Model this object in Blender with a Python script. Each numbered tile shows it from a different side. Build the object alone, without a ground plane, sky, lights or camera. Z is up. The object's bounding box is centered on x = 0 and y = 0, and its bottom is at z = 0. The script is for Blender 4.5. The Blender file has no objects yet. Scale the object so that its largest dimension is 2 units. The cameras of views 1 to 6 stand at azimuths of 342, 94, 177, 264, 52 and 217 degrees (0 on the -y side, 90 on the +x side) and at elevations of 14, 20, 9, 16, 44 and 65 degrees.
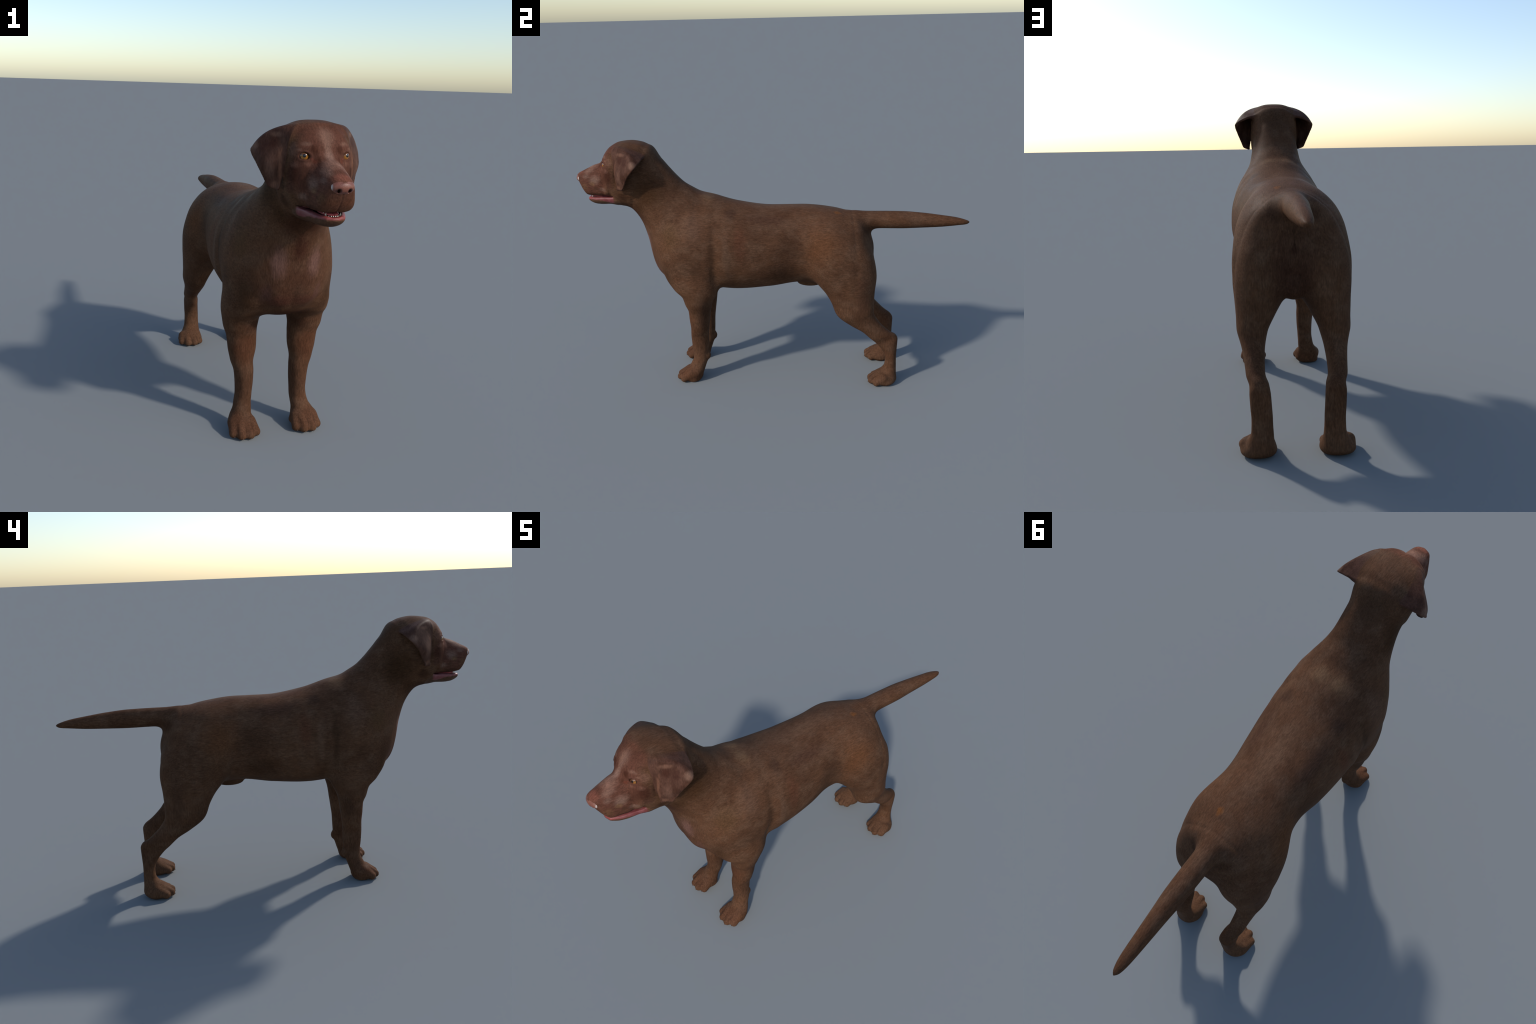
import bpy, bmesh, math
import numpy as np
from mathutils import Vector, Matrix

RES = 0.003          # sampling step of the implicit body
rng = np.random.default_rng(7)

# =====================================================================
#  Implicit-surface toolkit: the dog is a smooth union of ring-lofted
#  tubes (trunk, head, jaw, legs, tail), ear sheets and toe capsules.
#  Everything is mirrored in x, so points arrive with |x|.
# =====================================================================
def pchip(x, y, xs):
    """monotone cubic interpolation of the columns of y"""
    x = np.asarray(x, float); y = np.asarray(y, float)
    h = np.diff(x)[:, None]; dl = np.diff(y, axis=0) / h
    m = np.zeros_like(y)
    a, b = dl[:-1], dl[1:]
    ok = a * b > 0
    w1 = 2 * h[1:] + h[:-1]; w2 = h[1:] + 2 * h[:-1]
    with np.errstate(divide='ignore', invalid='ignore'):
        hm = (w1 + w2) / (w1 / a + w2 / b)
    m[1:-1] = np.where(ok, hm, 0)
    m[0], m[-1] = dl[0], dl[-1]
    i = np.clip(np.searchsorted(x, xs) - 1, 0, len(x) - 2)
    t = ((xs - x[i]) / h[i, 0])[:, None]; hh = h[i]
    return ((1 + 2 * t) * (1 - t) ** 2 * y[i] + t * (1 - t) ** 2 * hh * m[i]
            + t * t * (3 - 2 * t) * y[i + 1] + t * t * (t - 1) * hh * m[i + 1])

def smin(a, b, k):
    h = np.maximum(k - np.abs(a - b), 0) / k
    return np.minimum(a, b) - h * h * k * 0.25

def smax(a, b, k):
    return -smin(-a, -b, k)

class Tube:
    """Loft through rings. Each station: (ya, za, yb, zb, half_width, x_centre, mid, p_up, p_dn):
    A is the upper/front rim of the ring, B the lower/back rim, both in the side view;
    mid is where between A and B the ring is widest; p_* are superellipse exponents."""
    caps = (.008, .003)      # depth of the rounded ends
    def __init__(self, st, margin=0.06, n=256):
        st = np.array(st, float)
        c = (st[:, 0:2] + st[:, 2:4]) / 2
        seg = (np.linalg.norm(np.diff(st[:, 0:2], axis=0), axis=1) + np.linalg.norm(np.diff(st[:, 2:4], axis=0), axis=1)) / 2
        s = np.concatenate([[0], np.cumsum(np.maximum(seg, 1e-4))]); s /= s[-1]
        self.s = s
        self.n = n
        self.q = pchip(s, st, np.linspace(0, 1, n))
        A, B = self.q[:, 0:2], self.q[:, 2:4]
        lo = np.minimum(A.min(0), B.min(0)) - margin; hi = np.maximum(A.max(0), B.max(0)) + margin
        xr = (self.q[:, 5] + self.q[:, 4]).max() + margin
        xl = (self.q[:, 5] - self.q[:, 4]).min() - margin
        self.lo = np.array([xl, lo[0], lo[1]]); self.hi = np.array([xr, hi[0], hi[1]])
        # table of the loft parameter over the side view
        self.d = 0.003
        ny, nz = (np.ceil((hi - lo) / self.d).astype(int) + 2)
        Y, Z = np.meshgrid(lo[0] + np.arange(ny) * self.d, lo[1] + np.arange(nz) * self.d, indexing='ij')
        Pf = np.stack([Y.ravel(), Z.ravel()], 1)
        T = np.empty(len(Pf))
        AB = B - A; L = np.linalg.norm(AB, axis=1); C = (A + B) / 2
        for i0 in range(0, len(Pf), 20000):
            P = Pf[i0:i0 + 20000]
            dx = P[:, None, 0] - A[None, :, 0]; dz = P[:, None, 1] - A[None, :, 1]
            cr = (AB[:, 0] * dz - AB[:, 1] * dx) / L
            v = np.abs(((P[:, None, 0] - C[:, 0]) * AB[:, 0] + (P[:, None, 1] - C[:, 1]) * AB[:, 1]) / (L * L))
            sc = (cr[:, :-1] * cr[:, 1:] <= 0)
            cost = np.where(sc, v[:, :-1], 1e3)
            j = cost.argmin(1); r = np.arange(len(P))
            c0, c1 = cr[r, j], cr[r, j + 1]
            t = j + np.where(np.abs(c0 - c1) > 1e-12, c0 / np.where(np.abs(c0 - c1) > 1e-12, c0 - c1, 1), 0)
            none = cost[r, j] > 999
            d0 = np.hypot(P[:, 0] - C[0, 0], P[:, 1] - C[0, 1]); d1 = np.hypot(P[:, 0] - C[-1, 0], P[:, 1] - C[-1, 1])
            T[i0:i0 + 20000] = np.where(none, np.where(d0 < d1, 0, n - 1), t)
        self.T = T.reshape(ny, nz); self.tlo = lo

    def t(self, P):
        f = (P[:, 1:3] - self.tlo) / self.d
        i = np.clip(f.astype(int), 0, np.array(self.T.shape) - 2); w = np.clip(f - i, 0, 1)
        a, b = i[:, 0], i[:, 1]; T = self.T
        t00, t10, t01, t11 = T[a, b], T[a + 1, b], T[a, b + 1], T[a + 1, b + 1]
        tt = (t00 * (1 - w[:, 0]) + t10 * w[:, 0]) * (1 - w[:, 1]) + (t01 * (1 - w[:, 0]) + t11 * w[:, 0]) * w[:, 1]
        sp = np.maximum(np.maximum(t00, t10), np.maximum(t01, t11)) - np.minimum(np.minimum(t00, t10), np.minimum(t01, t11))
        near = np.where(w[:, 0] < .5, np.where(w[:, 1] < .5, t00, t01), np.where(w[:, 1] < .5, t10, t11))
        return np.where(sp > 60, near, tt)

    def __call__(self, P):
        t = self.t(P)
        i = np.clip(t.astype(int), 0, self.n - 2); w = (t - i)[:, None]
        q = self.q[i] * (1 - w) + self.q[i + 1] * w
        A, B = q[:, 0:2], q[:, 2:4]
        ax = A - B; L = np.maximum(np.linalg.norm(ax, axis=1), 1e-6); ax = ax / L[:, None]
        C = A + (B - A) * q[:, 6:7]
        r2 = P[:, 1:3] - C
        sv = (r2 * ax).sum(1); off = np.abs(r2[:, 0] * ax[:, 1] - r2[:, 1] * ax[:, 0])
        ux = np.abs(P[:, 0] - q[:, 5])
        up = sv > 0
        hv = np.where(up, L * q[:, 6], L * (1 - q[:, 6])); hw = np.maximum(q[:, 4], 1e-4)
        p = np.where(up, q[:, 7], q[:, 8])
        u = np.maximum(ux / hw, 1e-5); v = np.maximum(np.abs(sv) / np.maximum(hv, 1e-4), 1e-5)
        g = (u ** p + v ** p) ** (1 / p)
        # beyond the first and last ring the tube closes in a rounded cap
        R = np.where(t < .5 * self.n, np.minimum(self.caps[0], hw), np.minimum(self.caps[1], hw))
        off = np.where((t <= 1e-6) | (t >= self.n - 1 - 1e-6), off, 0)
        r = np.sqrt(ux ** 2 + sv ** 2 + off ** 2); g = np.hypot(g, off / R)
        return r - np.where(r > 1e-7, r / g, np.minimum(hw, hv))

class Capsule:
    def __init__(self, a, b, ra, rb, sx=1.0):
        self.a, self.b, self.ra, self.rb = np.array(a, float), np.array(b, float), ra, rb
        m = max(ra, rb) + 0.04
        self.lo = np.minimum(self.a, self.b) - m; self.hi = np.maximum(self.a, self.b) + m
    def __call__(self, P):
        ab = self.b - self.a
        h = np.clip(((P - self.a) @ ab) / max(ab @ ab, 1e-12), 0, 1)
        return np.linalg.norm(P - self.a - h[:, None] * ab, axis=1) - (self.ra + (self.rb - self.ra) * h)

class Ellipsoid:
    def __init__(self, c, r, rot=None):
        self.c, self.r = np.array(c, float), np.array(r, float)
        m = self.r.max() + 0.04
        self.lo = self.c - m; self.hi = self.c + m
        self.rot = None if rot is None else np.array(rot)
    def __call__(self, P):
        q = P - self.c
        if self.rot is not None: q = q @ self.rot
        k0 = np.linalg.norm(q / self.r, axis=1); k1 = np.linalg.norm(q / self.r ** 2, axis=1)
        return np.where(k1 > 1e-9, k0 * (k0 - 1) / np.maximum(k1, 1e-9), -self.r.min())

class Sheet:
    """thin curved flap between two edge curves, bulged outward in the middle"""
    def __init__(self, front, back, bulge, thick, nu=44, nv=56):
        f = np.array(front, float); b = np.array(back, float)
        s = np.linspace(0, 1, len(f)); tv = np.linspace(0, 1, nv)
        F = pchip(s, f, tv); B = pchip(s, b, tv)
        bu = pchip(s, np.array(bulge, float), tv)
        th = pchip(s, np.array(thick, float)[:, None], tv)
        u = np.linspace(0, 1, nu)[None, :, None]
        S = F[:, None] * (1 - u) + B[:, None] * u + bu[:, None] * (4 * u * (1 - u))
        du = np.gradient(S, axis=1); dv = np.gradient(S, axis=0)
        N = np.cross(du, dv); N /= np.linalg.norm(N, axis=2, keepdims=True) + 1e-9
        T = np.repeat(th[:, None], nu, 1) * (1 - 0.35 * np.abs(2 * u - 1) ** 4)
        self.sp = 0.6 * max(np.linalg.norm(du, axis=2).max(), np.linalg.norm(dv, axis=2).max())
        self.S, self.N, self.T = S.reshape(-1, 3), N.reshape(-1, 3), T.reshape(-1)
        self.lo = self.S.min(0) - 0.06; self.hi = self.S.max(0) + 0.06
    def __call__(self, P):
        out = np.empty(len(P))
        S2 = (self.S ** 2).sum(1)
        for i0 in range(0, len(P), 4000):
            p = P[i0:i0 + 4000]
            j = (S2[None] - 2 * p @ self.S.T).argmin(1)
            e = p - self.S[j]; dn = (e * self.N[j]).sum(1)
            et = np.sqrt(np.maximum((e ** 2).sum(1) - dn ** 2, 0))
            out[i0:i0 + 4000] = np.hypot(dn, np.maximum(et - self.sp, 0)) - self.T[j]
        return out

def rings(rows, xc=0.0, mid=.5, pu=2.0, pd=2.0):
    out = []
    for r in rows:
        r = list(r); d = [None] * 5 + [xc, mid, pu, pd]
        for i, v in enumerate(r): d[i] = v
        out.append(d)
    return out

# ---------------------------------------------------------------- parts
trunk = Tube(rings([
    # upper rim (y,z), lower rim (y,z), half width, x, mid, p_up, p_dn
    (0.4120, 0.8870, 0.4480, 0.5350, 0.1640, 0.0000, 0.50, 2.00, 2.00),
    (0.3962, 0.8953, 0.4296, 0.5247, 0.1729, 0.0000, 0.48, 2.00, 2.00),
    (0.3002, 0.9182, 0.3098, 0.5170, 0.1989, 0.0000, 0.46, 2.10, 2.00),
    (0.1500, 0.9339, 0.1500, 0.5275, 0.1737, 0.0000, 0.48, 2.20, 2.10),
    (-0.0001, 0.9330, -0.0097, 0.5069, 0.1899, 0.0000, 0.50, 2.20, 2.20),
    (-0.1701, 0.9549, -0.1796, 0.4949, 0.2068, 0.0000, 0.52, 2.10, 2.20),
    (-0.2800, 0.9854, -0.3273, 0.5073, 0.2143, 0.0000, 0.54, 2.00, 2.20),
    (-0.3608, 1.0061, -0.4952, 0.5173, 0.2082, 0.0000, 0.55, 2.00, 2.30),
    (-0.4063, 1.0316, -0.5815, 0.5836, 0.1842, 0.0000, 0.54, 2.00, 2.30),
    (-0.4433, 1.0552, -0.6246, 0.6834, 0.1531, 0.0000, 0.52, 2.00, 2.20),
    (-0.4842, 1.0939, -0.6476, 0.7763, 0.1264, 0.0000, 0.50, 2.10, 2.10),
    (-0.5229, 1.1373, -0.6695, 0.8468, 0.1164, 0.0000, 0.50, 2.20, 2.10),
    (-0.5585, 1.1810, -0.6967, 0.8954, 0.1102, 0.0000, 0.50, 2.20, 2.10),
    (-0.5950, 1.2140, -0.7307, 0.9307, 0.1070, 0.0000, 0.50, 2.20, 2.10),
    (-0.6464, 1.2390, -0.7849, 0.9649, 0.0950, 0.0000, 0.50, 2.20, 2.10),
]))
head = Tube(rings([
    (-.6200, 1.2490, -.6900, .9580, .1080, 0, .43, 2.7, 2.0),
    (-0.6567, 1.2625, -0.7197, 0.9464, 0.1156, 0.0000, 0.42, 3.00, 2.70),
    (-0.7110, 1.2705, -0.7548, 0.9443, 0.1127, 0.0000, 0.45, 3.10, 2.70),
    (-0.7653, 1.2650, -0.7849, 0.9567, 0.1091, 0.0000, 0.50, 3.00, 2.70),
    (-0.8050, 1.2472, -0.8119, 0.9876, 0.1031, 0.0000, 0.54, 2.70, 2.60),
    (-0.8380, 1.2119, -0.8350, 0.9990, 0.0834, 0.0000, 0.62, 2.50, 4.20),
    (-0.8579, 1.1756, -0.8531, 0.9975, 0.0690, 0.0000, 0.68, 2.30, 4.50),
    (-0.8741, 1.1603, -0.8701, 0.9970, 0.0684, 0.0000, 0.72, 2.10, 4.50),
    (-0.9052, 1.1499, -0.9001, 0.9970, 0.0630, 0.0000, 0.72, 2.10, 3.80),
    (-0.9401, 1.1335, -0.9382, 1.0010, 0.0579, 0.0000, 0.70, 2.20, 3.40),
    (-0.9622, 1.1225, -0.9586, 1.0180, 0.0500, 0.0000, 0.62, 2.30, 2.80),
    (-0.9782, 1.1150, -0.9745, 1.0420, 0.0400, 0.0000, 0.52, 2.40, 2.30),
    (-0.9883, 1.1090, -0.9850, 1.0620, 0.0280, 0.0000, 0.45, 2.30, 2.10),
    (-0.9942, 1.1020, -0.9925, 1.0800, 0.0140, 0.0000, 0.50, 2.00, 2.00),
]))
nose = Ellipsoid((0, -.980, 1.0865), (.0375, .0200, .0215))
jaw = Tube(rings([
    (-0.7200, 1.0100, -0.7200, 0.9455, 0.0651, 0.0000, 0.50, 2.20, 2.00),
    (-0.7800, 1.0048, -0.7800, 0.9422, 0.0801, 0.0000, 0.35, 3.00, 2.00),
    (-0.8300, 1.0003, -0.8300, 0.9477, 0.0686, 0.0000, 0.30, 3.60, 2.00),
    (-0.8700, 0.9970, -0.8719, 0.9463, 0.0606, 0.0000, 0.30, 3.60, 2.00),
    (-0.9050, 0.9929, -0.9050, 0.9490, 0.0493, 0.0000, 0.32, 3.20, 2.00),
    (-0.9279, 0.9920, -0.9264, 0.9560, 0.0385, 0.0000, 0.35, 2.80, 2.00),
    (-0.9398, 0.9895, -0.9390, 0.9650, 0.0310, 0.0000, 0.40, 2.40, 2.00),
    (-0.9446, 0.9850, -0.9453, 0.9720, 0.0150, 0.0000, 0.50, 2.00, 2.00),
]))
tail = Tube(rings([
    (0.3500, 0.8720, 0.3500, 0.8350, 0.0080),
    (0.4000, 0.8880, 0.4000, 0.8130, 0.0300),
    (0.4799, 0.9015, 0.4997, 0.8095, 0.0440),
    (0.5600, 0.9017, 0.5600, 0.8124, 0.0429),
    (0.6600, 0.9008, 0.6600, 0.8119, 0.0407),
    (0.7600, 0.8932, 0.7600, 0.8151, 0.0339),
    (0.8600, 0.8803, 0.8600, 0.8197, 0.0281),
    (0.9400, 0.8675, 0.9400, 0.8274, 0.0226),
    (0.9820, 0.8557, 0.9820, 0.8320, 0.0143),
    (0.9940, 0.8511, 0.9940, 0.8360, 0.0077),
    (0.9995, 0.8471, 0.9995, 0.8402, 0.0020),
]))
foreleg = Tube(rings([
    (-0.4186, 0.9000, -0.3004, 0.9000, 0.0479, 0.0739),
    (-0.4877, 0.8000, -0.2704, 0.8000, 0.0826, 0.0920),
    (-0.5409, 0.6800, -0.2556, 0.6800, 0.0937, 0.1049),
    (-0.5408, 0.5904, -0.2609, 0.6000, 0.0935, 0.1164),
    (-0.5074, 0.5285, -0.2731, 0.5349, 0.0862, 0.1286),
    (-0.4650, 0.4855, -0.2890, 0.4899, 0.0736, 0.1363),
    (-0.4518, 0.4453, -0.3085, 0.4498, 0.0674, 0.1368),
    (-0.4357, 0.4000, -0.3216, 0.4000, 0.0596, 0.1299),
    (-0.4346, 0.3500, -0.3283, 0.3500, 0.0560, 0.1277),
    (-0.4313, 0.3000, -0.3354, 0.3000, 0.0465, 0.1274),
    (-0.4343, 0.2500, -0.3405, 0.2500, 0.0390, 0.1193),
    (-0.4326, 0.2000, -0.3425, 0.2000, 0.0356, 0.1173),
    (-0.4281, 0.1500, -0.3462, 0.1500, 0.0332, 0.1184),
    (-0.4280, 0.1249, -0.3483, 0.1201, 0.0343, 0.1211),
    (-0.4403, 0.0949, -0.3589, 0.0903, 0.0370, 0.1257),
    (-0.4528, 0.0732, -0.3690, 0.0605, 0.0446, 0.1340),
    (-0.4756, 0.0513, -0.3777, 0.0354, 0.0536, 0.1358),
    (-0.4820, 0.0296, -0.3823, 0.0158, 0.0555, 0.1315),
    (-0.4683, 0.0040, -0.3915, 0.0018, 0.0470, 0.1370),
], pu=2.2, pd=2.1))
hindleg = Tube(rings([
    (0.2950, 0.8420, 0.3800, 0.8560, 0.0150, 0.0450),
    (0.2064, 0.8188, 0.4196, 0.8485, 0.0603, 0.0636),
    (0.1700, 0.7492, 0.4696, 0.7741, 0.1014, 0.0837),
    (0.1834, 0.6490, 0.5215, 0.6791, 0.1174, 0.0971),
    (0.2299, 0.5590, 0.5346, 0.5888, 0.1070, 0.1093),
    (0.2760, 0.5058, 0.5265, 0.5145, 0.0867, 0.1249),
    (0.3102, 0.4520, 0.5232, 0.4578, 0.0697, 0.1379),
    (0.3426, 0.3850, 0.5236, 0.4069, 0.0544, 0.1494),
    (0.4083, 0.3318, 0.5460, 0.3609, 0.0407, 0.1474),
    (0.4656, 0.2965, 0.5792, 0.3234, 0.0356, 0.1452),
    (0.5079, 0.2580, 0.6124, 0.2953, 0.0334, 0.1428),
    (0.5411, 0.2255, 0.6414, 0.2738, 0.0340, 0.1325),
    (0.5703, 0.1902, 0.6518, 0.2499, 0.0363, 0.1303),
    (0.5860, 0.1583, 0.6501, 0.1994, 0.0364, 0.1278),
    (0.5920, 0.1267, 0.6485, 0.1502, 0.0361, 0.1255),
    (0.5892, 0.0953, 0.6499, 0.0981, 0.0376, 0.1254),
    (0.5704, 0.0686, 0.6513, 0.0550, 0.0444, 0.1298),
    (0.5413, 0.0468, 0.6541, 0.0262, 0.0570, 0.1363),
    (0.5296, 0.0251, 0.6440, 0.0105, 0.0633, 0.1386),
    (0.5465, 0.0041, 0.6312, 0.0020, 0.0545, 0.1378),
], pu=2.1, pd=2.2))
ear = Sheet(
    front=[(0.0300, -0.7400, 1.2150), (0.0837, -0.7517, 1.2426), (0.1030, -0.7638, 1.2069), (0.1207, -0.7646, 1.1256), (0.1270, -0.7529, 1.0529)],
    back=[(0.0300, -0.6750, 1.2000), (0.1080, -0.6300, 1.2060), (0.1896, -0.6556, 1.1685), (0.1796, -0.6920, 1.1272), (0.1505, -0.7255, 1.0612)],
    bulge=[(0.0007, -0.0039, 0.0041), (0.0073, -0.0161, 0.0108), (-0.0028, 0.0119, 0.0285), (0.0077, -0.0011, 0.0013), (-0.0061, 0.0013, -0.0017)],
    thick=[0.008, 0.010, 0.0065, 0.0055, 0.005])

trunk.caps = (.075, .06); head.caps = (.07, .003); jaw.caps = (.03, .003); tail.caps = (.03, .003)
foreleg.caps = (.04, .006); hindleg.caps = (.03, .006)

def toes(cx, y0, zk=.046):
    out = []
    #       x offset at knuckle / tip, knuckle y, tip y
    for xk, xt, yk, yt, r0, r1 in ((-.033, -.045, .012, -.030, .022, .0185),
                                   (-.014, -.017, -.004, -.048, .0235, .0190),
                                   (.015, .018, -.004, -.047, .0235, .0190),
                                   (.036, .046, .014, -.024, .022, .0185)):
        out.append(Capsule((cx + xk, y0 + yk, zk), (cx + xt, y0 + yt, .0195), r0, r1))
    return out
front_toes = toes(.132, -.452)
hind_toes = toes(.143, .569, .040)

parts = [  # label, primitive, blend radius with what came before
    ('torso', trunk, .02), ('torso', Ellipsoid((0, .400, .792), (.120, .095, .100)), .025),    # croup
    ('torso', Ellipsoid((0, .440, .700), (.100, .085, .125)), .030), ('tail', tail, .042),
    ('forelimb', foreleg, .035), ('hindlimb', hindleg, .035),
    ('head', head, .028), ('nose', nose, .005), ('lower_jaw', jaw, .008), ('ear', ear, 0),
]
parts += [('forepaw', c, .013) for c in front_toes] + [('hindpaw', c, .013) for c in hind_toes]
parts += [('forelimb', Ellipsoid((.122, -.347, .135), (.014, .011, .018)), .015),     # carpal pads
          ('torso', Ellipsoid((0, .195, .512), (.017, .060, .020)), .035),
          ('hindlimb', Ellipsoid((0, .468, .560), (.032, .030, .040)), .03)]
EYE = np.array((.0720, -.836, 1.165)); EYE_R = .0165
FACING = np.array((.37, -.925, .06)); FACING /= np.linalg.norm(FACING)
GAZE = np.array((.34, -.93, .12)); GAZE /= np.linalg.norm(GAZE)

# soft swellings (+) and hollows (-): centre, radii, height
BUMPS = [
    ((.052, -.848, 1.187), (.024, .018, .011), .004),     # brow
    ((.050, -.852, 1.150), (.012, .014, .014), -.003),    # tear trough
    ((.075, -.822, 1.188), (.025, .022, .012), .004),
    ((0, -.835, 1.222), (.011, .040, .035), -.004),       # forehead furrow
    ((.050, -.868, 1.145), (.016, .018, .020), -.004),    # below inner eye
    ((.095, -.785, 1.085), (.035, .045, .050), .004),     # cheek
    ((.052, -.925, 1.035), (.022, .035, .026), .004),     # lip pad
    ((.150, -.130, .720), (.060, .130, .160), .007),      # rib cage
    ((.170, .100, .660), (.060, .070, .120), -.006),      # flank hollow
    ((.190, .330, .700), (.060, .090, .140), .004),       # thigh
    ((.185, -.285, .620), (.060, .022, .150), -.008),     # behind the shoulder
    ((.190, -.225, .670), (.060, .028, .140), .004),
    ((.170, -.285, .520), (.030, .040, .050), .011),      # elbow
    ((.150, -.400, .840), (.050, .022, .090), .004),      # shoulder blade edge
    ((.130, -.270, .900), (.050, .030, .060), -.004),
    ((.062, -.600, .640), (.034, .040, .080), .009),      # breast muscles
    ((.000, -.620, .600), (.016, .050, .070), -.006),     # furrow between them
    ((.000, -.690, .830), (.022, .050, .080), .005),      # throat ridge
    ((.085, -.590, .560), (.050, .050, .018), -.005),
    ((.100, -.560, .700), (.022, .040, .090), -.004),
    ((.200, .200, .600), (.060, .030, .110), -.005),      # stifle fold
    ((.200, .430, .620), (.060, .022, .150), -.004),      # ham groove
    ((.150, .330, .420), (.040, .030, .050), .004),       # knee
    ((.155, -.410, .420), (.030, .030, .060), .004),      # forearm
    ((.105, -.545, .930), (.030, .040, .080), .004),      # neck muscle
    ((.080, -.640, .860), (.030, .040, .050), -.004),
    ((.160, -.380, .740), (.060, .080, .100), .005),      # shoulder
    ((.110, -.470, .800), (.060, .030, .080), -.004),
    ((0, -.640, .660), (.040, .050, .060), .004),         # breast bone
    ((.150, .605, .285), (.030, .022, .050), -.0015),     # hock hollow
    ((.050, -.330, .985), (.030, .060, .030), .003),      # shoulder blades
    ((.030, -.02, .950), (.050, .120, .050), -.002),
]

def field(P, want_label=False, fine=True):
    P = np.array(P, float); P[:, 0] = np.abs(P[:, 0])
    N = len(P); d = np.full(N, .12); lab = np.zeros(N, int); best = np.full(N, .12)
    for i, (name, prim, k) in enumerate(parts):
        m = np.all((P > prim.lo) & (P < prim.hi), axis=1)
        if not m.any(): continue
        q = P[m]
        if name in ('forelimb', 'hindlimb') and isinstance(prim, Tube):   # left and right limb roots melt together
            q = q.copy(); q[:, 0] = np.sqrt(q[:, 0] ** 2 + .022 ** 2) - .0015
        v = prim(q)
        if name == 'ear':      # the root melts into the skull, the flap hangs free
            w = np.clip((P[m][:, 2] - 1.165) / .07, 0, 1); k = .010 + .026 * w * w * (3 - 2 * w)
        d[m] = smin(d[m], v, k)
        if want_label:
            b = best[m]; l = lab[m]; c = v < b
            l[c] = i; b[c] = v[c]; best[m] = b; lab[m] = l
    for c, r, a in BUMPS:
        c = np.array(c); r = np.array(r)
        m = np.all(np.abs(P - c) < 2.6 * r, axis=1)
        if m.any(): d[m] -= a * np.exp(-(((P[m] - c) / r) ** 2).sum(1))
    # -- carving
    hm = (P[:, 1] < -.74) & (P[:, 2] > .93)
    if hm.any():
        Q = P[hm]; dh = d[hm]
        # mouth slot between upper lip and jaw, deepening into a cavity
        cav = np.minimum(Ellipsoid((0, -.872, .992), (.042, .064, .0125))(Q), Ellipsoid((0, -.905, .9945), (.031, .060, .0115))(Q))
        zl = .9955 + .005 * np.exp(-((Q[:, 1] + .795) / .014) ** 2) 
        slot = np.maximum(np.abs(Q[:, 2] - zl) - .0022, np.maximum(Q[:, 1] + .797, -Q[:, 1] - 1.1))
        slot = np.maximum(slot, -(np.maximum(Q[:, 0] * 0 + 1, 0)))
        mouth = np.minimum(cav, slot)
        dh = smax(dh, -mouth, .0015)
        # eye opening with rims
        e = Q - EYE
        along = e @ FACING
        side = np.cross((0, 0, 1), FACING); side /= np.linalg.norm(side)
        upv = np.cross(FACING, side)
        a, b = e @ side, e @ upv
        bb = b + .10 * np.abs(a) - .06 * a
        el = np.hypot(a / .0162, bb / np.where(bb > 0, .0092, .0108))
        rim = np.exp(-((el - 1.35) / .45) ** 2) * np.exp(-(np.abs(along) / .03) ** 2)
        dh = dh - (.0028 + .0036 * np.clip(b / .012, 0, 1.2)) * rim
        ball = np.linalg.norm(e, axis=1) - EYE_R * 1.0
        hole = np.maximum((el - 1) * .0110, -along - .004)
        hole = np.maximum(hole, -ball * 0 + along - .04)
        dh = smax(dh, -hole, .003)
        # nostrils: comma-shaped pits, and the groove below the nose
        n1 = Capsule((.019, -1.004, 1.078), (.014, -.975, 1.074), .0065, .004)(Q)
        n2 = Capsule((.020, -.999, 1.074), (.036, -.984, 1.071), .003, .0025)(Q)
        dh = smax(dh, -np.minimum(n1, n2), .003)
        seg = np.hypot(Q[:, 0], 0 * Q[:, 0])
        groove = np.exp(-(seg / .0035) ** 2) * np.clip((1.075 - Q[:, 2]) / .01, 0, 1) * np.clip((Q[:, 2] - .99) / .01, 0, 1) * (Q[:, 1] < -.93)
        dh = dh + .003 * groove
        # step where the bare nose pad meets the furred muzzle
        # furrow where the front edge of the ear lies against the cheek
        ea, eb = np.array((.118, -.776, 1.235)), np.array((.122, -.768, 1.065))
        hseg = np.clip((Q - ea) @ (eb - ea) / ((eb - ea) @ (eb - ea)), 0, 1)
        de = np.linalg.norm(Q - ea - hseg[:, None] * (eb - ea), axis=1)
        dh = dh + .0055 * np.exp(-(de / .0075) ** 2)
        d[hm] = dh
    d = smax(d, .0015 - P[:, 2], .004)
    if want_label: return d, lab
    return d

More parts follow.
